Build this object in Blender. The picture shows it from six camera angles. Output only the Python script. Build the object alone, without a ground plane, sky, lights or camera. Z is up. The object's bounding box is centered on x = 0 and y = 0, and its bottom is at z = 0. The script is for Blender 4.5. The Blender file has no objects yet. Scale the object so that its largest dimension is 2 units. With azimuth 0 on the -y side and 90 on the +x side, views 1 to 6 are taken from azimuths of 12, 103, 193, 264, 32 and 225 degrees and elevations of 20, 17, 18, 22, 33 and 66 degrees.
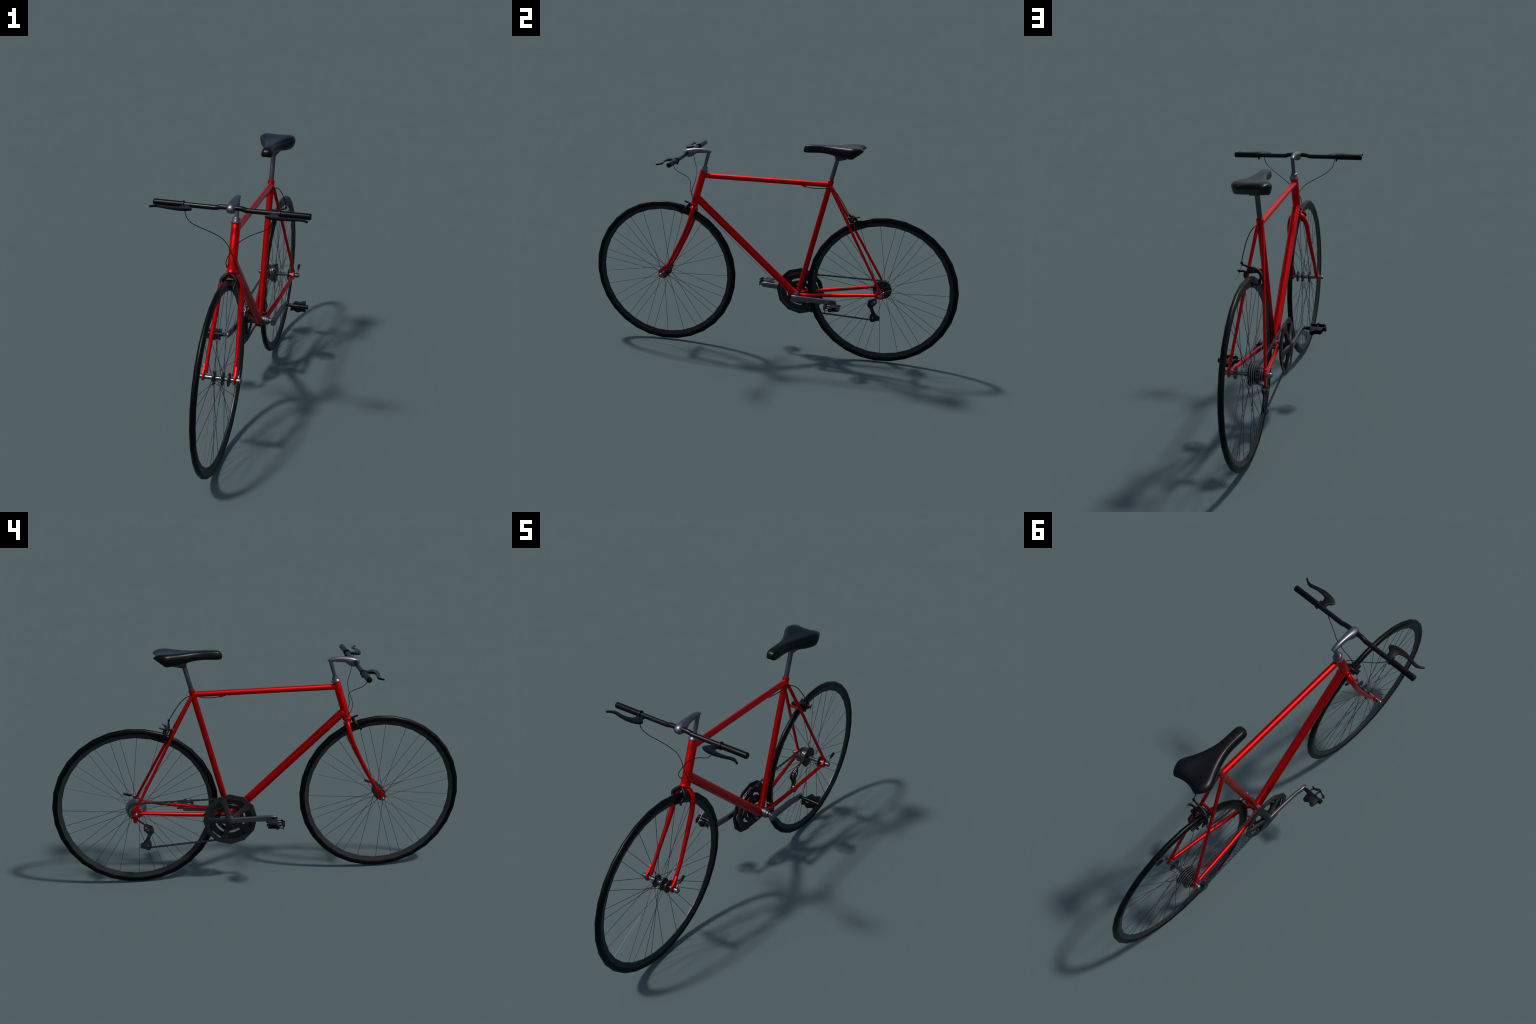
import bpy, bmesh, math
from mathutils import Vector, Matrix

# ---------------------------------------------------------------- frame of reference
# The bicycle is modelled upright in the plane x = 0, front towards -y, drive side at -x,
# and then leaned about its long axis by LEAN (the root empty carries the lean).
LEAN = 0.0106
SHIFT_X = -LEAN * 1.07
BB = (0.149, 0.336)            # bottom bracket (y, z)
AXLE_Z = 0.400
AXLE_Y = {"front": -0.600, "rear": 0.600}


def W(x, y, z):
    """A point seen in the leaned bicycle -> upright model space."""
    return (x - SHIFT_X - LEAN * z, y, z + LEAN * x)


# ---------------------------------------------------------------- materials
def material(name, color, metallic=0.0, rough=0.4, spec=0.5, vary=0.12, scale=60.0,
             bump=0.0, bump_scale=400.0, coat=0.0, rough_vary=0.05, ior=1.5):
    m = bpy.data.materials.new(name)
    m.use_nodes = True
    nt = m.node_tree
    nt.nodes.clear()
    out = nt.nodes.new("ShaderNodeOutputMaterial")
    b = nt.nodes.new("ShaderNodeBsdfPrincipled")
    tc = nt.nodes.new("ShaderNodeTexCoord")
    n = nt.nodes.new("ShaderNodeTexNoise")
    n.inputs["Scale"].default_value = scale
    n.inputs["Detail"].default_value = 4.0
    ramp = nt.nodes.new("ShaderNodeValToRGB")
    lo = [max(0.0, c * (1 - vary)) for c in color] + [1]
    hi = [min(1.0, c * (1 + vary)) for c in color] + [1]
    ramp.color_ramp.elements[0].position = 0.3
    ramp.color_ramp.elements[1].position = 0.7
    ramp.color_ramp.elements[0].color = lo
    ramp.color_ramp.elements[1].color = hi
    nt.links.new(tc.outputs["Object"], n.inputs["Vector"])
    nt.links.new(n.outputs["Fac"], ramp.inputs["Fac"])
    nt.links.new(ramp.outputs["Color"], b.inputs["Base Color"])
    mr = nt.nodes.new("ShaderNodeMapRange")
    mr.inputs["To Min"].default_value = max(0.02, rough - rough_vary)
    mr.inputs["To Max"].default_value = min(1.0, rough + rough_vary)
    nt.links.new(n.outputs["Fac"], mr.inputs["Value"])
    nt.links.new(mr.outputs["Result"], b.inputs["Roughness"])
    b.inputs["Metallic"].default_value = metallic
    b.inputs["Specular IOR Level"].default_value = spec
    b.inputs["Coat Weight"].default_value = coat
    b.inputs["IOR"].default_value = ior
    if bump > 0:
        n2 = nt.nodes.new("ShaderNodeTexNoise")
        n2.inputs["Scale"].default_value = bump_scale
        bp = nt.nodes.new("ShaderNodeBump")
        bp.inputs["Strength"].default_value = bump
        bp.inputs["Distance"].default_value = 0.001
        nt.links.new(tc.outputs["Object"], n2.inputs["Vector"])
        nt.links.new(n2.outputs["Fac"], bp.inputs["Height"])
        nt.links.new(bp.outputs["Normal"], b.inputs["Normal"])
    nt.links.new(b.outputs["BSDF"], out.inputs["Surface"])
    return m


RED = material("red_metallic_paint", (0.65, 0.0024, 0.0038), metallic=0.9, rough=0.355, vary=0.015, rough_vary=0.006, scale=25)
RUBBER = material("black_rubber", (0.0006, 0.0006, 0.0007), rough=0.36, spec=0.14, vary=0.15)
RIM = material("dark_rim_alloy", (0.016, 0.0175, 0.0185), metallic=0.0, rough=0.55, spec=0.3, vary=0.08)
RIM_IN = material("pale_rim_alloy", (0.055, 0.053, 0.055), metallic=0.9, rough=0.45, vary=0.06)
STEEL = material("brushed_alloy", (0.145, 0.140, 0.160), metallic=0.95, rough=0.40, vary=0.06)
CHROME = material("polished_alloy", (0.15, 0.15, 0.156), metallic=1.0, rough=0.33, vary=0.05)
POST = material("grey_alloy_post", (0.092, 0.090, 0.098), metallic=0.9, rough=0.46, vary=0.06)
CRANK = material("polished_crank_alloy", (0.140, 0.138, 0.142), metallic=0.95, rough=0.30, vary=0.06)
DARKM = material("dark_alloy", (0.014, 0.0152, 0.0158), metallic=0.2, rough=0.50, spec=0.30, vary=0.10)
FLANGE = material("dark_flange_alloy", (0.013, 0.0145, 0.016), metallic=0.2, rough=0.45, spec=0.35, vary=0.1)
SPROCKET = material("sprocket_steel", (0.24, 0.235, 0.235), metallic=0.9, rough=0.30, vary=0.1)
CHAIN = material("chain_steel", (0.085, 0.080, 0.095), metallic=0.85, rough=0.33, vary=0.25, scale=150)
SPOKE = material("spoke_steel", (0.075, 0.068, 0.074), metallic=0.9, rough=0.45, vary=0.05)
BLACK = material("black_alloy", (0.0005, 0.0005, 0.0008), rough=0.34, spec=0.24, vary=0.15)
LEATHER = material("black_saddle_vinyl", (0.0008, 0.0008, 0.0010), rough=0.36, spec=0.20, vary=0.15, bump=0.03)
PLASTIC = material("black_plastic", (0.0008, 0.0008, 0.0011), rough=0.38, spec=0.22, vary=0.15)
BRAKE = material("satin_black_alloy", (0.0007, 0.0007, 0.0010), rough=0.46, spec=0.20, vary=0.15)
HOUSING = material("black_cable_housing", (0.0012, 0.0012, 0.0012), rough=0.45, spec=0.2)
WIRE = material("grey_wire", (0.06, 0.065, 0.07), metallic=0.7, rough=0.4)
REDWIRE = material("red_wire", (0.45, 0.01, 0.015), metallic=0.5, rough=0.4, vary=0.05)


# ---------------------------------------------------------------- mesh helpers
class Geo:
    """Collects vertices and faces of one part."""

    def __init__(self):
        self.v, self.f = [], []

    def add(self, verts, faces):
        o = len(self.v)
        self.v += [tuple(p) for p in verts]
        self.f += [tuple(i + o for i in f) for f in faces]
        return self

    def loft(self, sections, caps=True, closed=False):
        n = len(sections[0])
        vs = [p for s in sections for p in s]
        fs = []
        m = len(sections)
        rng = m if closed else m - 1
        for i in range(rng):
            a, b = i * n, ((i + 1) % m) * n
            for j in range(n):
                k = (j + 1) % n
                fs.append((a + j, a + k, b + k, b + j))
        if caps and not closed:
            fs.append(tuple(range(n - 1, -1, -1)))
            fs.append(tuple((m - 1) * n + j for j in range(n)))
        return self.add(vs, fs)

    def tube(self, path, radii, seg=14, caps=True, flat=None):
        """Sweep a circle (or an ellipse: flat = (axis vector, scale)) along a path."""
        P = [Vector(p) for p in path]
        if not hasattr(radii, "__len__"):
            radii = [radii] * len(P)
        secs = []
        up = None
        for i, p in enumerate(P):
            t = (P[min(i + 1, len(P) - 1)] - P[max(i - 1, 0)]).normalized()
            if up is None:
                ref = Vector((1, 0, 0)) if abs(t.x) < 0.9 else Vector((0, 0, 1))
                up = (ref - t * ref.dot(t)).normalized()
            else:
                up = (up - t * up.dot(t)).normalized()
            side = t.cross(up)
            ring = []
            for j in range(seg):
                a = 2 * math.pi * j / seg
                d = up * math.cos(a) * radii[i] + side * math.sin(a) * radii[i]
                if flat:
                    ax = Vector(flat[0]).normalized()
                    d = d + ax * d.dot(ax) * (flat[1] - 1)
                ring.append(p + d)
            secs.append(ring)
        return self.loft(secs, caps)

    def lathe(self, profile, origin, axis, seg=24, phase=0.0, closed=False):
        """Turn (distance along axis, radius[, extra turn]) stations about an axis."""
        o, ax = Vector(origin), Vector(axis).normalized()
        ref = Vector((0, -1, 0)) if abs(ax.y) < 0.9 else Vector((0, 0, 1))
        u = (ref - ax * ref.dot(ax)).normalized()
        w = ax.cross(u)
        secs = []
        for d, r, *turn in profile:
            r = max(r, 1e-5)
            ph = phase + (turn[0] if turn else 0.0)
            secs.append([o + ax * d + (u * math.cos(ph + 2 * math.pi * j / seg) +
                                       w * math.sin(ph + 2 * math.pi * j / seg)) * r for j in range(seg)])
        return self.loft(secs, caps=not closed, closed=closed)

    def plate(self, outline, place, half):
        """Extrude a 2D outline; place(u, v, h) -> point; half = number or f(u, v)."""
        hf = half if callable(half) else (lambda u, v: half)
        n = len(outline)
        vs = [place(u, v, -hf(u, v)) for u, v in outline] + [place(u, v, hf(u, v)) for u, v in outline]
        fs = [tuple(range(n - 1, -1, -1)), tuple(range(n, 2 * n))]
        fs += [(j, (j + 1) % n, n + (j + 1) % n, n + j) for j in range(n)]
        return self.add(vs, fs)

    def box(self, c, s, rot=None):
        R = rot or Matrix.Identity(3)
        vs = []
        for sx in (-1, 1):
            for sy in (-1, 1):
                for sz in (-1, 1):
                    vs.append(Vector(c) + R @ Vector((sx * s[0] / 2, sy * s[1] / 2, sz * s[2] / 2)))
        return self.add(vs, [(0, 1, 3, 2), (4, 6, 7, 5), (0, 4, 5, 1), (2, 3, 7, 6), (0, 2, 6, 4), (1, 5, 7, 3)])

    def mesh(self, name, mat, smooth=35.0, bevel=0.0, bevel_angle=40.0, subdiv=0):
        me = bpy.data.meshes.new(name)
        me.from_pydata(self.v, [], self.f)
        bm = bmesh.new()
        bm.from_mesh(me)
        bmesh.ops.remove_doubles(bm, verts=bm.verts, dist=1e-6)
        bmesh.ops.recalc_face_normals(bm, faces=bm.faces)
        if bevel > 0:
            es = [e for e in bm.edges if len(e.link_faces) == 2 and
                  e.calc_face_angle(0.0) > math.radians(bevel_angle)]
            bmesh.ops.bevel(bm, geom=es, offset=bevel, segments=2, profile=0.6, affect='EDGES', clamp_overlap=True)
        bm.to_mesh(me)
        bm.free()
        me.materials.append(mat)
        me.polygons.foreach_set("use_smooth", [True] * len(me.polygons))
        me.set_sharp_from_angle(angle=math.radians(smooth))
        me.update()
        return me


def make(name, data, parent, loc=(0, 0, 0), stuff=False):
    ob = bpy.data.objects.new(name, data)
    bpy.context.scene.collection.objects.link(ob)
    ob.parent = parent
    ob.location = loc
    if stuff:
        ob["kind"] = "stuff"
    return ob


def part(name, geo, mat, parent, stuff=False, **kw):
    return make(name, geo.mesh(name, mat, **kw), parent, stuff=stuff)


def empty(name, parent=None, loc=(0, 0, 0)):
    ob = make(name, None, parent, loc)
    ob.empty_display_size = 0.1
    return ob


def spline(points, steps=8):
    """Catmull-Rom through the control points."""
    P = [Vector(p) for p in points]
    P = [P[0] * 2 - P[1]] + P + [P[-1] * 2 - P[-2]]
    out = []
    for i in range(1, len(P) - 2):
        a, b, c, d = P[i - 1:i + 3]
        for s in range(steps):
            t = s / steps
            out.append(0.5 * ((2 * b) + (c - a) * t + (2 * a - 5 * b + 4 * c - d) * t * t +
                              (3 * b - a - 3 * c + d) * t ** 3))
    out.append(P[-2])
    return out


def cyl(g, a, b, r, seg=12, r2=None):
    return g.tube([a, b], [r, r if r2 is None else r2], seg)


# ---------------------------------------------------------------- root
bike = empty("bicycle", None, (SHIFT_X, 0, 0))
bike.rotation_euler = (0, LEAN, 0)
bike["label"] = "red road bicycle with flat black handlebar and saddle"
bike["category"] = "bicycle"

# ---------------------------------------------------------------- frame
HEAD_TOP, HEAD_LOW = Vector((0, -0.3785, 0.984)), Vector((0, -0.4335, 0.7945))
head_ax = (HEAD_TOP - HEAD_LOW).normalized()
SEAT_LOW = Vector((0, BB[0] - 0.0005, BB[1]))
SEAT_TOP = Vector((0, 0.3078, 0.9765))
seat_ax = (SEAT_TOP - SEAT_LOW).normalized()

g = Geo()
L = (HEAD_TOP - HEAD_LOW).length
g.lathe([(0.000, 0.0208), (0.0012, 0.0228), (0.0032, 0.0226), (0.0062, 0.0200), (0.014, 0.0192),
         (L - 0.001, 0.0192), (L, 0.0185)], HEAD_LOW, head_ax, 20)
g.tube([(0, -0.382, 0.9555), (0, -0.20, 0.9550), (0, 0.10, 0.9542), (0, 0.304, 0.9535)], 0.0139, 16)
g.tube([(0, -0.413, 0.8285), (0, -0.2, 0.6367), (0, 0.02, 0.4387), (0, 0.139, 0.3315)], [0.0206] * 4, 18, flat=((1, 0, 0), 0.93))
SL = (SEAT_TOP - SEAT_LOW).length
g.lathe([(0, 0.0148), (SL - 0.05, 0.0148), (SL - 0.03, 0.0156), (SL - 0.0006, 0.0160), (SL, 0.0152)],
        SEAT_LOW, seat_ax, 18)
frame = part("frame", g, RED, bike)

DROP_REAR = {1: 0.0765, -1: -0.0775}
for s in (1, -1):
    xd = DROP_REAR[s]
    g = Geo()
    g.tube([(s * 0.0085, 0.304, 0.949), (s * 0.0125, 0.3135, 0.932), (s * 0.034, 0.405, 0.769),
            (xd - s * 0.006, 0.574, 0.463), (xd - s * 0.001, 0.5965, 0.421)],
           [0.0068, 0.0082, 0.0074, 0.0070, 0.0068], 12)
    part("seat_stay", g, RED, frame)
    g = Geo()
    g.tube([(s * 0.013, 0.158, 0.338), (s * 0.030, 0.188, 0.3455), (s * 0.053, 0.36, 0.3685), (xd - s * 0.004, 0.553, 0.3945),
            (xd - s * 0.001, 0.584, 0.3975)],
           [0.0105, 0.0105, 0.0098, 0.0082, 0.0078], 12)
    part("chain_stay", g, RED, frame)
    g = Geo()
    if s < 0:
        out = [(.5945, .430), (.5850, .4245), (.5735, .4065), (.5735, .3880), (.5895, .3775), (.5965, .3575),
               (.6010, .3510), (.6075, .3490), (.6135, .3525), (.6155, .3600), (.6160, .3800), (.6205, .4000), (.6180, .4120), (.6070, .4265)]
    else:
        out = [(.604, .427), (.590, .424), (.573, .405), (.573, .389), (.584, .383), (.600, .378),
               (.612, .382), (.620, .392), (.620, .403), (.614, .413)]
    g.plate(out, lambda u, v, h, X=xd: (X + h, u, v), 0.0042)
    part("dropout", g, RED, frame, bevel=0.0012)
g = Geo()
cyl(g, (-0.031, 0.400, 0.7815), (0.031, 0.400, 0.7815), 0.0062)
part("brake_bridge", g, RED, frame)
# cable stops: two beside the head tube, one under the top tube
for s in (1, -1):
    g = Geo()
    a = Vector((s * 0.0215, -0.4285, 0.822))
    g.lathe([(0, 0.0030), (0.002, 0.0045), (0.010, 0.0042), (0.013, 0.0025)], a, -head_ax + Vector((0, 0.35, 0)), 10)
    g.box((s * 0.0185, -0.4255, 0.815), (0.006, 0.006, 0.010))
    part("cable_stop", g, RED, frame)
g = Geo()
g.tube([W(-0.003, 0.150, 0.9420), W(-0.001, 0.160, 0.9388), W(0.001, 0.173, 0.9355), W(0.001, 0.178, 0.9345)], [0.003, 0.0045, 0.0046, 0.0032], 10)
part("cable_stop", g, RED, frame)

# ---------------------------------------------------------------- bottom bracket
g = Geo()
g.lathe([(-0.036, 0.018), (-0.034, 0.0215), (0.026, 0.0215), (0.028, 0.0235), (0.036, 0.0235), (0.037, 0.019),
         (0.047, 0.018), (0.048, 0.012), (0.060, 0.012)], (0, *BB), (1, 0, 0), 20)
g.lathe([(0, 0.010), (-0.03, 0.010)], (-0.034, *BB), (1, 0, 0), 14)
bottom_bracket = part("bottom_bracket", g, POST, bike)
g = Geo()
g.box((0.0, 0.132, 0.3135), (0.024, 0.020, 0.004))
cyl(g, (0.010, 0.120, 0.3125), (0.010, 0.142, 0.3095), 0.0028, 8)
cyl(g, (-0.010, 0.120, 0.3125), (-0.010, 0.142, 0.3095), 0.0028, 8)
part("cable_guide", g, CHROME, bottom_bracket)
g = Geo()
cyl(g, (-0.032, 0.208, 0.3475), (0.032, 0.208, 0.3475), 0.0055)
part("chain_stay_bridge", g, POST, frame)

# ---------------------------------------------------------------- headset, stem, bar
g = Geo()
g.lathe([(0, 0.0195), (0.0005, 0.0232), (0.003, 0.0234), (0.006, 0.0205), (0.010, 0.0172), (0.0125, 0.0160), (0.021, 0.0158),
         (0.024, 0.0145), (0.0255, 0.011), (0.0255, 0.009)], HEAD_TOP, head_ax, 16)
part("headset_collar", g, STEEL, bike)

g = Geo()
g.tube([HEAD_TOP + head_ax * 0.01, (0, -0.3712, 1.012), (0, -0.3505, 1.084)], [0.0092, 0.0092, 0.0090], 14)
stations = [(-0.3365, 1.0868, 0.0010, 0.0030), (-0.3385, 1.0868, 0.0040, 0.0075), (-0.3425, 1.0865, 0.0062, 0.0092),
            (-0.352, 1.0875, 0.0086, 0.0102), (-0.3642, 1.0890, 0.0106, 0.0108), (-0.382, 1.0893, 0.0122, 0.0114), (-0.400, 1.0888, 0.0130, 0.0122),
            (-0.4193, 1.0870, 0.0136, 0.0138), (-0.4305, 1.0825, 0.0178, 0.0156), (-0.4444, 1.0765, 0.0224, 0.0182),
            (-0.4582, 1.0738, 0.0229, 0.0198), (-0.4668, 1.0730, 0.0214, 0.0198), (-0.478, 1.0726, 0.0180, 0.0178),
            (-0.4860, 1.0720, 0.0120, 0.0132), (-0.4892, 1.0714, 0.0068, 0.0085), (-0.4905, 1.0712, 0.0015, 0.0025)]
secs = []
for y, zc, hh, hw in stations:
    ring = []
    for j in range(16):
        a = 2 * math.pi * j / 16
        c, s_ = math.cos(a), math.sin(a)
        ring.append((hw * math.copysign(abs(c) ** 0.8, c), y, zc + hh * math.copysign(abs(s_) ** 0.8, s_)))
    secs.append(ring)
g.loft(secs)
part("stem", g, STEEL, bike, smooth=60)

BAR_Y, BAR_Z = -0.4668, 1.0704
g = Geo()
half = [(0.3140, BAR_Y, BAR_Z), (0.20, BAR_Y, BAR_Z), (0.066, BAR_Y, BAR_Z), (0.058, BAR_Y - 0.0002, BAR_Z + 0.0008), (0.048, BAR_Y - 0.0010, BAR_Z + 0.0045),
        (0.039, BAR_Y - 0.0014, BAR_Z + 0.0060), (0.02, BAR_Y - 0.0015, BAR_Z + 0.0062)]
g.tube(half + [(-x, y, z) for x, y, z in reversed(half)], 0.0104, 14)
bar = part("handlebar", g, BLACK, bike, smooth=50)
lever_outline = [(.3118, -.5368), (.3035, -.5295), (.2947, -.5250), (.286, -.5232), (.276, -.5238), (.2446, -.5319), (.2142, -.5367), (.186, -.5351),
                 (.1653, -.5310), (.1473, -.5227), (.1450, -.5170), (.1490, -.5050), (.1630, -.4945), (.1655, -.4700),
                 (.1890, -.4700), (.1912, -.4983), (.1971, -.5110), (.2157, -.5165), (.2418, -.5165), (.2743, -.5098), (.287, -.5102),
                 (.2958, -.5149), (.305, -.5215), (.3147, -.5287)]


def lever_half(u, v):
    body = max(0.0, min(1.0, (0.225 - u) / 0.05))
    inner = max(0.0, min(1.0, (u - 0.143) / 0.03))
    return 0.0040 + 0.0022 * body * inner


for s in (1, -1):
    g = Geo()
    g.lathe([(0, 0.010), (0, 0.0126), (0.118, 0.0131), (0.1205, 0.0129), (0.1228, 0.0113), (0.1236, 0.007), (0.1238, 0.0)],
            (s * 0.1928, BAR_Y, BAR_Z), (s, 0, 0), 18)
    part("grip", g, RUBBER, bar)
    g = Geo()
    g.plate(lever_outline, lambda u, v, h, s=s: (s * u, v, BAR_Z - 0.0005 + h), lever_half)
    part("brake_lever", g, BLACK, bar, bevel=0.0018, bevel_angle=50, smooth=50)
    g = Geo()
    g.lathe([(-0.0038, 0.010), (-0.0038, 0.0152), (-0.0028, 0.0162), (0.0028, 0.0162), (0.0038, 0.0152), (0.0038, 0.010)],
            (s * 0.1932, BAR_Y, BAR_Z), (1, 0, 0), 12)
    g.box((s * 0.1932, BAR_Y + 0.004, BAR_Z - 0.0165), (0.0065, 0.010, 0.008))
    g.box((s * 0.1932, BAR_Y - 0.016, BAR_Z), (0.008, 0.014, 0.009))
    part("lever_clamp", g, PLASTIC, bar, bevel=0.0006)

# ---------------------------------------------------------------- fork
g = Geo()
crown = HEAD_LOW - head_ax * 0.002
g.lathe([(0.004, 0.0170), (-0.006, 0.0165), (-0.014, 0.0172), (-0.020, 0.0150), (-0.023, 0.009)], crown, head_ax, 16)
right = [(0.002, -0.4350, 0.7805), (0.016, -0.4340, 0.7790), (0.0275, -0.4338, 0.7710), (0.0352, -0.4360, 0.7570), (0.0415, -0.4400, 0.7380),
         (0.0452, -0.4465, 0.7130), (0.0475, -0.4560, 0.6850), (0.0490, -0.4735, 0.6430), (0.0520, -0.4945, 0.5960), (0.0548, -0.5130, 0.5600),
         (0.0583, -0.5410, 0.5020), (0.0592, -0.5640, 0.4600), (0.0582, -0.5800, 0.4320), (0.0575, -0.5920, 0.4110)]
rad = [0.0125, 0.0125, 0.0120, 0.0118, 0.0113, 0.0111, 0.0110, 0.0107, 0.0101, 0.0096, 0.0086, 0.0082, 0.0079, 0.0072]
for s in (1, -1):
    sm = spline([(s * x, y, z) for x, y, z in right], 3)
    rr = []
    for i in range(len(sm)):
        t = i / 3
        k = min(int(t), len(rad) - 2)
        rr.append(rad[k] + (rad[k + 1] - rad[k]) * (t - k))
    g.tube(sm, rr, 14)
fork = part("fork", g, RED, bike, smooth=50)
drop = [(-0.5795, 0.4530), (-0.5860, 0.4490), (-0.5965, 0.4320), (-0.6095, 0.4230), (-0.6190, 0.4090), (-0.6190, 0.3960), (-0.6120, 0.3870), (-0.6020, 0.3830),
        (-0.5900, 0.3850), (-0.5800, 0.3990), (-0.5775, 0.4200), (-0.5730, 0.4370)]
for s in (1, -1):
    g = Geo()
    g.plate(drop, lambda u, v, h, s=s: (s * 0.0655 + h, u, v), 0.0037)
    part("fork_dropout", g, RED, fork, bevel=0.001)


# ---------------------------------------------------------------- wheels
SEG = 30
PHASE = math.radians(9)
HALF = math.pi / SEG                       # the rim's inner edge is turned by half a facet
tyre_profile = [(-.0096, .3752), (-.0112, .3790), (-.0122, .3840), (-.0118, .3890), (-.0095, .3950), (-.0052, .3992), (0, .4006),
                (.0052, .3992), (.0095, .3950), (.0118, .3890), (.0122, .3840), (.0112, .3790), (.0096, .3752)]
# the lathe turns from -y towards -z about +x, so mirror the phase
tyre_me = Geo().lathe(tyre_profile, (0, 0, 0), (1, 0, 0), SEG, -PHASE, closed=True).mesh("tyre", RUBBER, smooth=40)
rim_me = Geo().lathe([(-.0020, .3548, HALF), (-.0094, .3768), (.0094, .3768), (.0020, .3548, HALF)], (0, 0, 0), (1, 0, 0), SEG, -PHASE,
                     closed=True).mesh("rim", RIM, smooth=25)
band_me = Geo().lathe([(-.0018, .3540), (-.0018, .3562), (.0018, .3562), (.0018, .3540)], (0, 0, 0), (1, 0, 0), SEG, HALF - PHASE,
                      closed=True).mesh("rim_band", RIM_IN, smooth=25)

FLANGES = {-1: -0.0213, 1: 0.0147}
HOLE_R, RIM_R = 0.0255, 0.3545
group_start = [69.0, -17.2, -106.7, -200.0]                # four groups of eight spokes
group_step = [0.0, 13.2, 20.7, 34.2, 40.3, 53.3, 60.8, 74.0]
spoke_kind = [(1, -1), (1, 1), (-1, -1), (-1, 1)] * 2      # (flange side, lean direction)


def polar(a, r, x=0.0):
    return Vector((x, -r * math.cos(a), r * math.sin(a)))


def add_spokes(wheel):
    me = None
    for start in group_start:
        for step, (fl, d) in zip(group_step, spoke_kind):
            a = math.radians(start - step)
            p = polar(a, RIM_R)
            q = polar(a + d * math.radians(42), HOLE_R, FLANGES[fl])
            v = q - p
            if me is None:
                me = Geo().tube([(0, 0, 0), (0, 0, v.length)], 0.00115, 6).mesh("spoke", SPOKE)
            ob = make("spoke", me, wheel, p)
            ob.rotation_mode = 'QUATERNION'
            ob.rotation_quaternion = Vector((0, 0, 1)).rotation_difference(v)


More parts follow.
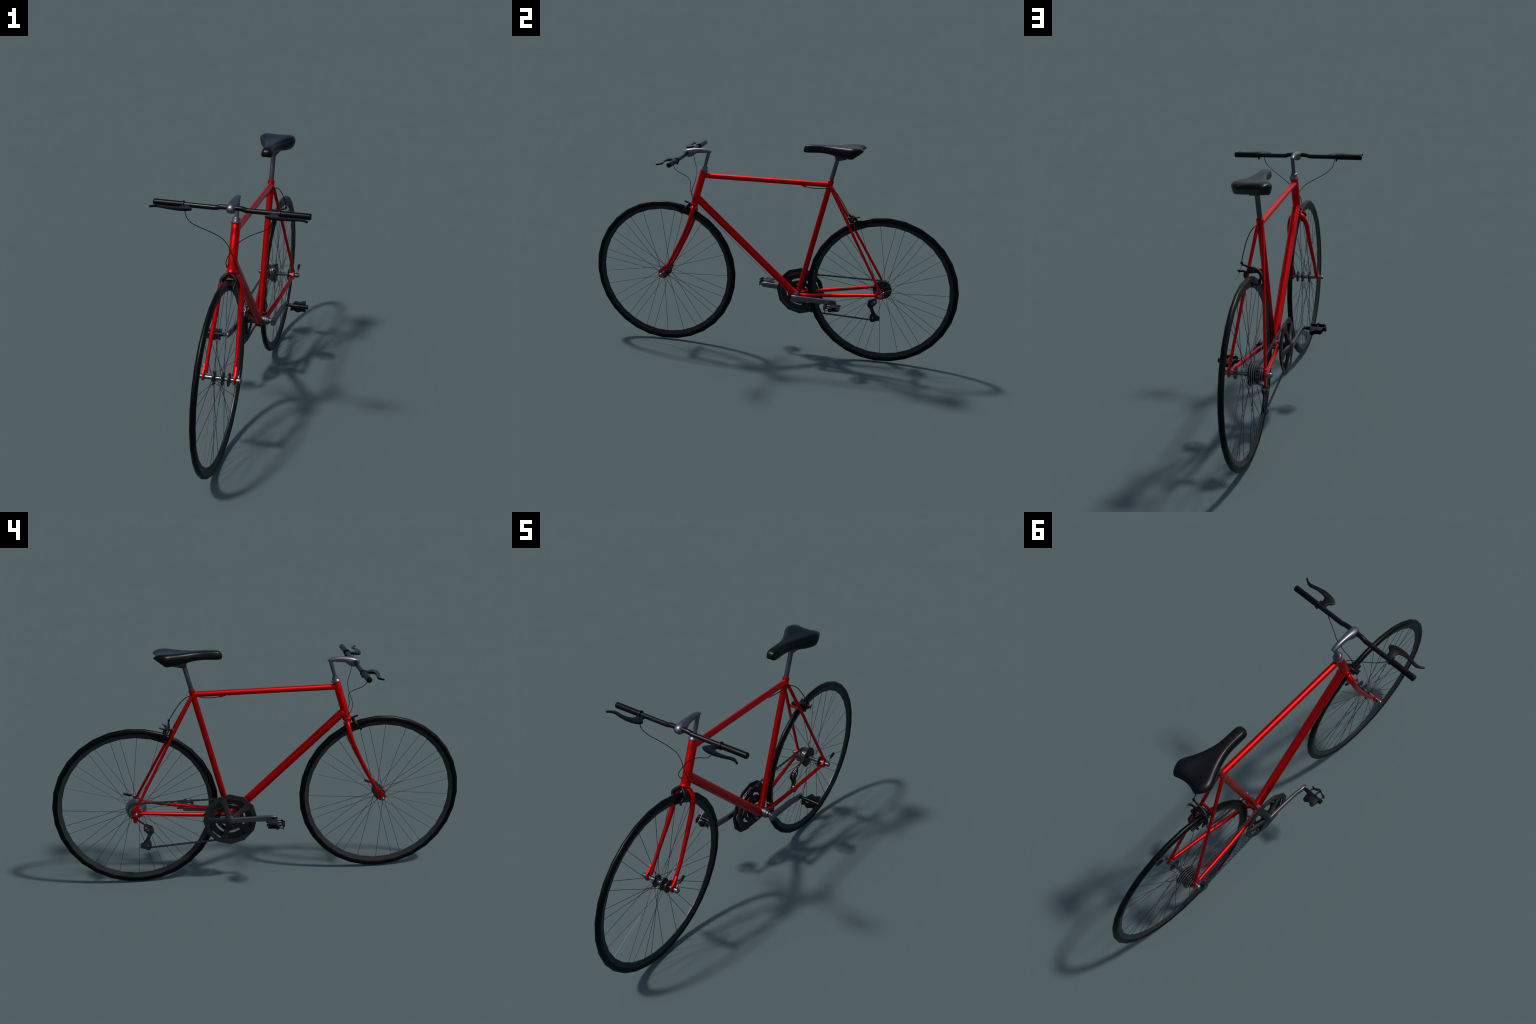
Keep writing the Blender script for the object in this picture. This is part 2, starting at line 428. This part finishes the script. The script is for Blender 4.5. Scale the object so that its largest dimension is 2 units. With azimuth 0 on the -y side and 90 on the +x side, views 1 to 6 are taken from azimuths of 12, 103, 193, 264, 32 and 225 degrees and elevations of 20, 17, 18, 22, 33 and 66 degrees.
for which in ("front", "rear"):
    wheel = empty("wheel", bike, (0, AXLE_Y[which], AXLE_Z))
    make("tyre", tyre_me, wheel)
    rim = make("rim", rim_me, wheel)
    make("rim_band", band_me, wheel)
    add_spokes(wheel)
    g = Geo()
    X = (1, 0, 0)
    O = (0, 0, 0)
    if which == "front":
        g.lathe([(-0.0955, 0.0), (-0.0945, 0.0050), (-0.0915, 0.0082), (-0.087, 0.0094), (-0.0690, 0.0094), (-0.0690, 0.0082), (-0.064, 0.0078), (-0.026, 0.0104),
                 (-0.0245, 0.0140), (-0.018, 0.0135), (-0.016, 0.0092), (0.009, 0.0092), (0.0115, 0.0130), (0.0172, 0.0125),
                 (0.019, 0.0064), (0.036, 0.0062), (0.036, 0.0085), (0.062, 0.0085)], O, X, 18)
        g.lathe([(0.0675, 0.0085), (0.069, 0.0112), (0.084, 0.0122), (0.0885, 0.0118), (0.0920, 0.0092), (0.0935, 0.0050), (0.0938, 0.0)], O, X, 18)
        hub = part("hub", g, CHROME, wheel)
        for x in (-0.0213, 0.0147, 0.0405):
            f = Geo().lathe([(-0.0032, 0.007), (-0.0032, 0.0265), (-0.0018, 0.0285), (0.0018, 0.0285), (0.0032, 0.0265), (0.0032, 0.007)],
                            (x, 0, 0), X, 20)
            part("hub_flange", f, FLANGE, wheel)
        base, knee, tip = (0.079, 0.004, 0.008), (0.0785, 0.016, 0.0195), (0.0772, 0.0565, 0.0385)
    else:
        g.lathe([(-0.1075, 0.0), (-0.1068, 0.0050), (-0.1035, 0.0092), (-0.098, 0.0112), (-0.0815, 0.0112), (-0.0815, 0.009), (-0.070, 0.009)], O, X, 18)
        g.lathe([(-0.018, 0.0115), (0.012, 0.0105), (0.016, 0.0082), (0.048, 0.0078), (0.051, 0.0115), (0.073, 0.0118)], O, X, 18)
        g.lathe([(0.0805, 0.0090), (0.0815, 0.0112), (0.100, 0.0114), (0.1035, 0.0105), (0.1058, 0.0072), (0.1066, 0.0)], O, X, 18)
        hub = part("hub", g, CHROME, wheel)
        f = Geo().lathe([(-0.0022, 0.009), (-0.0022, 0.0265), (-0.001, 0.0275), (0.001, 0.0275), (0.0022, 0.0265), (0.0022, 0.009)],
                        (0.0490, 0, 0), X, 20)
        part("hub_flange", f, FLANGE, wheel)
        # cassette: seven sprockets on a dark body
        f = Geo().lathe([(-0.072, 0.012), (-0.072, 0.0235), (-0.018, 0.0265), (-0.018, 0.012)], O, X, 24)
        cassette = part("cassette", f, DARKM, bike)
        cassette.location = wheel.location
        for i in range(7):
            x = -0.0205 - i * 0.0080
            r = 0.0500 - i * 0.00335
            f = Geo()
            teeth = 24
            for xx in (x,):
                f.lathe([(-0.0016, 0.018), (-0.0014, r - 0.001), (-0.0006, r), (0.0006, r), (0.0014, r - 0.001), (0.0016, 0.018)],
                        (xx, 0, 0), X, teeth)
            part("sprocket", f, SPROCKET, cassette)
        f = Geo().lathe([(-0.003, 0.012), (-0.0025, 0.040), (0.0, 0.0505), (0.0022, 0.0505), (0.003, 0.046), (0.003, 0.012)], (-0.0155, 0, 0), X, 24)
        part("spoke_guard", f, DARKM, cassette)
        base, knee, tip = (0.0935, 0.006, 0.009), (0.0945, 0.018, 0.0225), (0.0930, 0.0610, 0.0365)
    q = Geo()
    b, k, t = Vector(base), Vector(knee), Vector(tip)
    q.tube([b, b.lerp(k, 0.6) + Vector((0, -0.001, 0.002)), k, k.lerp(t, 0.2)], [0.0048, 0.0040, 0.0034, 0.0030], 10)
    part("quick_release_lever", q, CHROME, wheel)
    q = Geo()
    q.tube([k.lerp(t, 0.08), k.lerp(t, 0.16), k.lerp(t, 0.6), k.lerp(t, 0.93), t], [0.0030, 0.0052, 0.0068, 0.0062, 0.0030], 10)
    part("lever_paddle", q, PLASTIC, wheel)

# ---------------------------------------------------------------- crankset
crank_root = empty("crankset", bike, (0, BB[0], BB[1]))
C = (0, 0, -0.003)


def ring_part(name, x, r_in, r_out, half, seg, mat, phase=0.0):
    f = Geo().lathe([(-half, r_in), (-half, r_out - 0.001), (-half + 0.001, r_out), (half - 0.001, r_out), (half, r_out - 0.001), (half, r_in)],
                    (x, 0, C[2]), (1, 0, 0), seg, phase, closed=True)
    return part(name, f, mat, crank_root, smooth=25)


ring_part("chain_guard", -0.0665, 0.1085, 0.1320, 0.0024, 12, DARKM)
ring_part("chainring", -0.0550, 0.0760, 0.1045, 0.0022, 36, DARKM)
ring_part("chainring", -0.0465, 0.0500, 0.0690, 0.0022, 12, DARKM)
g = Geo()
g.lathe([(-0.040, 0.016), (-0.060, 0.024), (-0.078, 0.027), (-0.086, 0.0255), (-0.0905, 0.020), (-0.092, 0.010), (-0.0922, 0.0)], C, (1, 0, 0), 20)
for i in range(5):
    a = math.radians(180 + 72 * i)
    rd, td = polar(a, 1.0), polar(a + math.pi / 2, 1.0)
    secs = []
    for r, w, x0, x1 in [(0.010, 0.0200, -0.0630, -0.0880), (0.026, 0.0165, -0.0640, -0.0860), (0.042, 0.0142, -0.0635, -0.0810), (0.060, 0.0138, -0.0625, -0.0770),
                         (0.085, 0.0150, -0.0610, -0.0730), (0.102, 0.0185, -0.0600, -0.0708), (0.1125, 0.0225, -0.0600, -0.0698)]:
        ring = []
        for j in range(12):
            b = 2 * math.pi * j / 12
            c, s_ = math.cos(b), math.sin(b)
            c, s_ = math.copysign(abs(c) ** 0.6, c), math.copysign(abs(s_) ** 0.6, s_)
            p = rd * r + td * (w * c) + Vector(((x0 + x1) / 2 + (x1 - x0) / 2 * s_, 0, C[2]))
            ring.append(p)
        secs.append(ring)
    g.loft(secs)
part("crank_spider", g, DARKM, crank_root, smooth=50)


def crank_arm(stations, e=0.45, n=16):
    secs = []
    for x, y, z, hx, hz in stations:
        ring = []
        for j in range(n):
            a = 2 * math.pi * (j + 0.5) / n
            c, s_ = math.cos(a), math.sin(a)
            ring.append((x + hx * math.copysign(abs(c) ** e, c), y - BB[0], z - BB[1] + hz * math.copysign(abs(s_) ** e, s_)))
        secs.append(ring)
    return Geo().loft(secs)


ARM_DZ = 0.0
arm = crank_arm([(0.0695, 0.1275, 0.3375, 0.0088, 0.0158), (0.0695, 0.1290, 0.3375, 0.0098, 0.0168), (0.0705, 0.160, 0.3378, 0.0092, 0.0162), (0.0735, 0.22, 0.3385, 0.0084, 0.0148),
                 (0.0780, 0.29, 0.3392, 0.0076, 0.0134), (0.0850, 0.330, 0.3396, 0.0070, 0.0128), (0.0885, 0.350, 0.3397, 0.0068, 0.0132),
                 (0.0890, 0.364, 0.3397, 0.0066, 0.0122), (0.0890, 0.371, 0.3397, 0.0058, 0.0085), (0.0890, 0.3735, 0.3397, 0.0040, 0.0035)], 0.25)
part("crank_arm", arm, CRANK, crank_root, smooth=45)
arm = crank_arm([(-0.0860, 0.149, 0.3365, 0.0070, 0.0150), (-0.0875, 0.130, 0.3370, 0.0075, 0.0140), (-0.0885, 0.08, 0.3372, 0.0075, 0.0138), (-0.0900, 0.02, 0.3378, 0.0074, 0.0140),
                 (-0.0940, -0.025, 0.3385, 0.0070, 0.0146), (-0.0985, -0.048, 0.3390, 0.0068, 0.0152), (-0.0990, -0.066, 0.3388, 0.0066, 0.0140),
                 (-0.0990, -0.0745, 0.3386, 0.0058, 0.0100), (-0.0990, -0.0785, 0.3385, 0.0040, 0.0040)], 0.35)
part("crank_arm", arm, CRANK, crank_root, smooth=45)


# ---------------------------------------------------------------- pedals
def pedal(s, loc):
    """Axle along +x for s = 1; wing plates at the rear, open cage at the front."""
    root = empty("pedal", bike, loc)
    S = lambda x: s * x
    g = Geo()
    g.lathe([(0.0, 0.0048), (0.012, 0.0058), (0.012, 0.0085), (0.020, 0.0088), (0.030, 0.0098), (0.096, 0.0092), (0.097, 0.0112), (0.107, 0.0110), (0.1085, 0.009), (0.109, 0.0)],
            (0, 0, 0), (s, 0, 0), 14)
    part("pedal_axle", g, PLASTIC, root)
    # two wing plates, above and below the axle line, with a waisted rear edge
    wing = [(0.033, 0.004), (0.033, 0.0145), (0.035, 0.030), (0.036, 0.0425), (0.041, 0.0480), (0.047, 0.0475), (0.058, 0.0385), (0.070, 0.0388),
            (0.080, 0.0478), (0.085, 0.0480), (0.089, 0.0440), (0.092, 0.030), (0.094, 0.015), (0.094, 0.004)]
    for z0, z1, sh in ((0.0085, 0.0070, 0.0), (-0.0095, -0.0115, -0.004)):
        g = Geo()
        g.plate(wing, lambda u, v, h: (S(u), v + (sh if v > 0.01 else 0), z0 + (z1 - z0) * v / 0.045 + 0.003 * math.sin(u * 95) + h), 0.0019)
        part("pedal_plate", g, PLASTIC, root, bevel=0.0006)
    # front cage: curved upright wall on three struts
    g = Geo()
    prof = [(0.0270, -0.0310), (0.0350, -0.0290), (0.0430, -0.0295), (0.0560, -0.0375), (0.0640, -0.0400), (0.0715, -0.0380), (0.0850, -0.0300), (0.0930, -0.0290), (0.1010, -0.0285)]
    secs = []
    for i, (u, v) in enumerate(prof):
        mid = abs(i - 4) / 4.0
        top = 0.0090 + 0.0055 * math.cos(mid * math.pi * 1.5) ** 2
        low = -0.0165 + 0.0045 * math.sin(mid * math.pi) ** 2
        secs.append([(S(u), v - 0.0016, low), (S(u), v + 0.0016, low), (S(u), v + 0.0016, top), (S(u), v - 0.0016, top)])
    g.loft(secs)
    for u, w in ((0.0330, 0.0034), (0.064, 0.0044), (0.0960, 0.0034)):
        for z in ((0.0065, -0.0085) if w > 0.004 else (0.004, -0.009)):
            cyl(g, (S(u), 0.0, z * 0.6), (S(u), -0.0385 if w > 0.004 else -0.0295, z), w * 0.75, 8)
    part("pedal_cage", g, PLASTIC, root, bevel=0.0005)


pedal(1, (0.0890, 0.3570, 0.3365))
pedal(-1, (-0.0990, -0.0640, 0.3365))

# ---------------------------------------------------------------- chain, derailleur
ring_c = Vector((-0.0550, BB[0], BB[1] + C[2]))
cog_c = Vector((-0.0525, 0.600, 0.400))
R_RING, R_COG = 0.1070, 0.0390
UP_P, LOW_P, R_UP, R_LOW = Vector((-0.0600, 0.5455, 0.3035)), Vector((-0.0600, 0.5530, 0.2235)), 0.0150, 0.0160


def arc(c, r, a0, a1, x0=None, x1=None, n=14):
    """Points on a circle in the yz plane, angle 0 = front (-y), 90 = up."""
    out = []
    for i in range(n + 1):
        t = i / n
        a = math.radians(a0 + (a1 - a0) * t)
        p = c + polar(a, r)
        if x0 is not None:
            p.x = x0 + (x1 - x0) * t
        out.append(p)
    return out


loop = (arc(ring_c, R_RING, -94, 97, n=40) +
        arc(cog_c, R_COG, 97, 262, n=20) +
        [p for p in arc(UP_P, R_UP, 95, -60, n=8)] +
        [p for p in arc(LOW_P, R_LOW, 120, 266, n=10)])
loop.append(loop[0])
PITCH = 0.0148
lens = [0.0]
for a, b in zip(loop[:-1], loop[1:]):
    lens.append(lens[-1] + (b - a).length)
N = int(lens[-1] / PITCH)
N -= N % 2
PITCH = lens[-1] / N


def along(s):
    s %= lens[-1]
    for i in range(len(lens) - 1):
        if lens[i + 1] >= s:
            t = (s - lens[i]) / max(1e-9, lens[i + 1] - lens[i])
            return loop[i].lerp(loop[i + 1], t)
    return loop[-1]


g = Geo()
for i in range(N):
    a, b = along(i * PITCH), along((i + 1) * PITCH)
    d = (b - a)
    t = d.normalized()
    x = Vector((1, 0, 0))
    x = (x - t * x.dot(t)).normalized()
    u = x.cross(t)
    off = 0.0036 if i % 2 else 0.0022
    ln = d.length
    for side in (-1, 1):
        o2 = []
        for cx, sgn in ((0.0, -1), (ln, 1)):
            for j in range(5):
                ang = math.pi / 2 + math.pi * j / 4 if sgn < 0 else -math.pi / 2 + math.pi * j / 4
                o2.append((cx + 0.0042 * math.cos(ang), 0.0042 * math.sin(ang)))
            o2.append((ln / 2, -0.0030 if sgn < 0 else 0.0030))
        g.plate(o2, lambda p, q, h: a + t * p + u * q + x * (side * off + h), 0.00065)
    g.tube([a - x * 0.0045, a + x * 0.0045], 0.0026, 8)
part("chain", g, CHAIN, bike, stuff=True)

cage_outline = [(.5661, .3333), (.5420, .3240), (.5266, .3174), (.5207, .3020), (.5206, .2889), (.536, .2712), (.545, .2474), (.5400, .2400),
                (.5350, .2274), (.5365, .2127), (.5419, .1995), (.5538, .1978), (.5703, .2057), (.5895, .2109), (.5895, .2261), (.5755, .2326),
                (.5628, .2468), (.5532, .2668), (.5509, .2761), (.5569, .2896), (.5696, .3036)]
derailleur = empty("derailleur", bike, (0, 0, 0))


def cage(x):
    """Cage plate: an upper window frame, a waisted neck and a lower lobe with a tail."""
    g = Geo()
    P = lambda u, v, h: (x + h, u, v + 0.0005)
    lower = [(.5206, .2889), (.536, .2712), (.545, .2474), (.5400, .2400), (.5350, .2274), (.5365, .2127), (.5419, .1995), (.5538, .1978),
             (.5703, .2057), (.5895, .2109), (.5895, .2261), (.5755, .2326), (.5628, .2468), (.5532, .2668), (.5509, .2761), (.5520, .2850)]
    g.plate(lower, P, 0.0017)
    window = [(.5661, .3333), (.5420, .3240), (.5266, .3174), (.5207, .3020), (.5206, .2885), (.5355, .2845), (.5522, .2846), (.5569, .2896), (.5696, .3036)]
    hole = [(.5615, .3215), (.5560, .3205), (.5500, .3180), (.5440, .3130), (.5430, .3060), (.5460, .3000), (.5520, .2985), (.5560, .3010), (.5620, .3090)]
    secs = [[P(u, v, -0.0017) for u, v in window], [P(u, v, 0.0017) for u, v in window],
            [P(u, v, 0.0017) for u, v in hole], [P(u, v, -0.0017) for u, v in hole]]
    g.loft(secs, closed=True)
    return g


for x in (-0.0685, -0.0515):
    part("derailleur_cage", cage(x), DARKM, derailleur, bevel=0.0006)
for c, r in ((UP_P, 0.0135), (LOW_P, 0.0145)):
    g = Geo()
    g.lathe([(-0.004, 0.004), (-0.004, r - 0.003), (-0.0015, r), (0.0015, r), (0.004, r - 0.003), (0.004, 0.004)], c, (1, 0, 0), 16)
    cyl(g, c - Vector((0.0125, 0, 0)), c + Vector((0.0125, 0, 0)), 0.0045, 10)
    part("jockey_wheel", g, SPROCKET, derailleur)

# ---------------------------------------------------------------- saddle
post_top = SEAT_LOW + seat_ax * ((1.098 - SEAT_LOW.z) / seat_ax.z)
g = Geo()
g.tube([SEAT_TOP - seat_ax * 0.03, post_top], 0.0112, 18)
low = [(0.327, 1.086, 0.0105), (0.352, 1.0835, 0.0105)]
secs = []
for y0, y1, z0, z1, hw in ((0.329, 0.350, 1.0840, 1.0840, 0.0108), (0.328, 0.366, 1.0900, 1.0885, 0.0120), (0.326, 0.384, 1.1000, 1.0945, 0.0220), (0.322, 0.402, 1.118, 1.118, 0.030)):
    secs.append([(-hw, y0, z0), (hw, y0, z0), (hw, y1, z1), (-hw, y1, z1)])
g.loft(secs)
part("seat_post", g, POST, bike, bevel=0.001)

g = Geo()
stations = [(.1585, .0070, 1.137, 1.1250), (.1605, .0130, 1.1435, 1.1220), (.1655, .0200, 1.1510, 1.1200), (.1740, .0245, 1.1560, 1.1190), (.186, .0262, 1.1585, 1.1190),
            (.21, .0265, 1.1600, 1.1205), (.24, .0268, 1.1606, 1.1220), (.27, .0290, 1.1606, 1.1215), (.30, .0358, 1.1603, 1.1185), (.335, .0470, 1.1604, 1.1125),
            (.37, .0625, 1.1614, 1.1065), (.395, .0755, 1.1626, 1.1055), (.415, .0832, 1.1640, 1.1060), (.4255, .0845, 1.1644, 1.1075), (.438, .0810, 1.1642, 1.1165),
            (.455, .0730, 1.1632, 1.1275), (.466, .0655, 1.1604, 1.1350), (.473, .0590, 1.1560, 1.1405), (.4770, .0520, 1.1510, 1.1440)]
secs = []
for y, w, zt, zb in stations:
    h = zt - zb
    nose = [(0.00, 0.0), (0.25, -0.004), (0.48, -0.015), (0.64, -0.05), (0.77, -0.14), (0.88, -0.27), (0.965, -0.45),
            (1.0, -0.66), (0.985, -0.82), (0.93, -0.94), (0.82, -1.0), (0.45, -0.98), (0.0, -0.96)]
    tail = [(0.00, -0.045), (0.25, -0.035), (0.50, -0.010), (0.68, 0.0), (0.81, -0.02), (0.92, -0.10), (0.985, -0.22),
            (1.0, -0.35), (0.975, -0.58), (0.93, -0.82), (0.84, -0.97), (0.45, -0.99), (0.0, -0.97)]
    k = max(0.0, min(1.0, (y - 0.27) / 0.12))
    pts = [((a[0] + (b[0] - a[0]) * k) * w, zt + (a[1] + (b[1] - a[1]) * k) * h) for a, b in zip(nose, tail)]
    ring = pts + [(-x, z) for x, z in reversed(pts[1:-1])]
    notch = max(0.0, (y - 0.420) / 0.057)
    secs.append([(x, y - 0.013 * notch * (1 - (x / w) ** 2), z) for x, z in ring])
g.loft(secs, caps=False)
n = len(secs[0])
for ring in (0, len(secs) - 1):
    o = ring * n
    for q in range(6):
        g.f.append((o + q, o + q + 1, o + 11 - q, o + 12 - q))
        g.f.append(tuple(o + i % n for i in (n - q, n - q - 1, 13 + q, 12 + q)))
part("saddle", g, LEATHER, bike, smooth=75)


# ---------------------------------------------------------------- brakes
def caliper_arm(points, radii, mat=BLACK):
    sm = spline(points, 4)
    rr = []
    for i in range(len(sm)):
        t = i / 4
        k = min(int(t), len(radii) - 2)
        rr.append(radii[k] + (radii[k + 1] - radii[k]) * (t - k))
    return Geo().tube(sm, rr, 10)


def pad(g, cy, ang, s, x, length=0.052):
    a = math.radians(ang)
    c = Vector((x, cy, AXLE_Z)) + polar(a, 0.3665)
    t = polar(a + math.pi / 2, 1.0)
    r = polar(a, 1.0)
    R = Matrix((Vector((1, 0, 0)), t, r)).transposed()
    g.box(c, (0.0080, length, 0.0105), R)
    cyl(g, c, c + Vector((s * 0.014, 0, 0)), 0.0052, 10)


front_brake = empty("brake", bike)
for s in (1, -1):
    g = caliper_arm([(-s * 0.008, -0.459, 0.7935), (0.0, -0.460, 0.7950), (s * 0.011, -0.462, 0.7930), (s * 0.0225, -0.467, 0.7845), (s * 0.0305, -0.473, 0.7725), (s * 0.0275, -0.480, 0.7630),
                     (s * 0.0245, -0.490, 0.7545), (s * 0.0250, -0.5005, 0.7430)],
                    [0.0066, 0.0078, 0.0080, 0.0086, 0.0088, 0.0070, 0.0062, 0.0046])
    part("brake_arm", g, BRAKE, front_brake, smooth=50)
    g = Geo()
    pad(g, AXLE_Y["front"], 107.0, s, s * 0.0138)
    part("brake_pad", g, PLASTIC, front_brake, bevel=0.001)
g = Geo()
cyl(g, (0, -0.432, 0.7855), (0, -0.470, 0.7960), 0.0055, 12)
cyl(g, (0, -0.452, 0.7955), (0, -0.4875, 0.8075), 0.0048, 10)
g.box((-0.001, -0.462, 0.7955), (0.016, 0.013, 0.013))
part("brake_bolt", g, BRAKE, front_brake, bevel=0.0008)

rear_brake = empty("brake", bike)
arms = {
    # upper arm runs from the cable anchor over the pivot to the drive-side pad
    -1: ([W(.0518, .4205, .8080), W(.034, .421, .8035), W(.013, .422, .7965), W(-.006, .424, .7915), W(-.018, .428, .7875), W(-.029, .434, .7800), W(-.0365, .441, .7695),
          W(-.0345, .448, .7590), W(-.0330, .455, .7500), W(-.0320, .462, .7380)],
         [0.0042, 0.0046, 0.0070, 0.0088, 0.0088, 0.0084, 0.0080, 0.0068, 0.0060, 0.0046]),
    1: ([W(.0568, .4384, .7847), W(.050, .436, .7845), W(.0400, .434, .7840), W(.0310, .433, .7765), W(.0240, .432, .7800), W(.006, .431, .7835)],
        [0.0056, 0.0048, 0.0048, 0.0068, 0.0075, 0.0080]),
}
for s in (-1, 1):
    pts, rr = arms[s]
    g = caliper_arm(pts, rr)
    if s > 0:
        more = caliper_arm([W(.0330, .4345, .7790), W(.0345, .440, .7690), W(.0280, .448, .7580), W(.0215, .456, .7480), W(.0205, .463, .7380)],
                           [0.0062, 0.0068, 0.0060, 0.0054, 0.0042])
        g.add(more.v, more.f)
    part("brake_arm", g, BRAKE, rear_brake, smooth=50)
    g = Geo()
    pad(g, AXLE_Y["rear"], 71.5, s, s * 0.0138)
    part("brake_pad", g, PLASTIC, rear_brake, bevel=0.001)
g = Geo()
cyl(g, (0.002, 0.398, 0.7820), (0.002, 0.448, 0.7860), 0.0055, 12)
cyl(g, (0.002, 0.440, 0.7860), (0.002, 0.466, 0.7960), 0.0040, 10)
g.lathe([(0, 0.0042), (0.003, 0.0058), (0.009, 0.0058), (0.012, 0.004)], W(.0518, .4205, .8080), (0, -0.2, 1), 10)
g.lathe([(-0.004, 0.0050), (-0.003, 0.0062), (0.003, 0.0062), (0.004, 0.0050)], W(.0575, .4384, .7847), (0, 1, 0.2), 10)
g.tube([W(.058, .440, .786), W(.061, .452, .793)], [0.0030, 0.0022], 8)
g.box((0.002, 0.430, 0.7865), (0.050, 0.013, 0.015))
part("brake_bolt", g, BRAKE, rear_brake, bevel=0.0008)

# ---------------------------------------------------------------- cables
def cable(name, pts, r, mat, parent=bike, steps=8):
    return part(name, Geo().tube(spline(pts, steps), r, 8), mat, parent, smooth=60)


cable("brake_cable", [W(-.1800, -.500, 1.064), W(-.1785, -.495, 1.052), W(-.1715, -.4885, 1.0225), W(-.1508, -.4760, .9975), W(-.1215, -.4600, .9790), W(-.0827, -.4451, .9586), W(-.0481, -.4363, .9383),
                      W(-.0286, -.4346, .9193), W(-.0137, -.4383, .9005), W(-.0048, -.4425, .8821), W(.0099, -.4443, .8526), W(.0195, -.4330, .8210)], 0.0017, HOUSING)
cable("brake_cable", [W(.1765, -.500, 1.062), W(.1740, -.495, 1.050), W(.1655, -.4890, 1.0290), W(.1565, -.4870, 1.0165), W(.1351, -.4783, .9978), W(.1035, -.4650, .9800), W(.0667, -.4485, .9568), W(.0287, -.4452, .9287),
                      W(.0104, -.4493, .9080), W(-.0015, -.4555, .8870), W(-.0145, -.4574, .8642), W(-.0233, -.4482, .8380), W(-.0250, -.4320, .8180)], 0.0017, HOUSING)
cable("brake_cable", [W(.0010, .176, .9350), W(.0030, .205, .9315), W(.0071, .2475, .9312), W(.0154, .2814, .9375), W(.0210, .3050, .9405), W(.0310, .3350, .9280), W(.0410, .3620, .9000),
                      W(.0480, .3870, .8650), W(.0525, .4080, .8300), W(.0525, .4180, .8160)], 0.0021, HOUSING)
cable("brake_wire", [W(.0518, .4215, .8040), W(.0545, .4310, .7930), W(.0570, .4390, .7830), W(.0590, .4445, .7700), W(.0650, .4485, .7580), W(.0757, .4517, .7490)], 0.0009, REDWIRE)
# one bare wire runs beside the lower left of the down tube
part("gear_cable", Geo().tube([W(0.0215, -0.4235, 0.8100), W(0.0204, -0.4080, 0.7955), W(0.0195, -0.1190, 0.5335), W(0.0150, 0.060, 0.3760), W(0.010, 0.140, 0.3110)], 0.0009, 6), WIRE, bike)
part("gear_cable", Geo().tube([(-0.010, 0.142, 0.3105), (-0.040, 0.22, 0.338), (-0.066, 0.46, 0.3715), (-0.078, 0.57, 0.381)], 0.0008, 6), WIRE, bike)
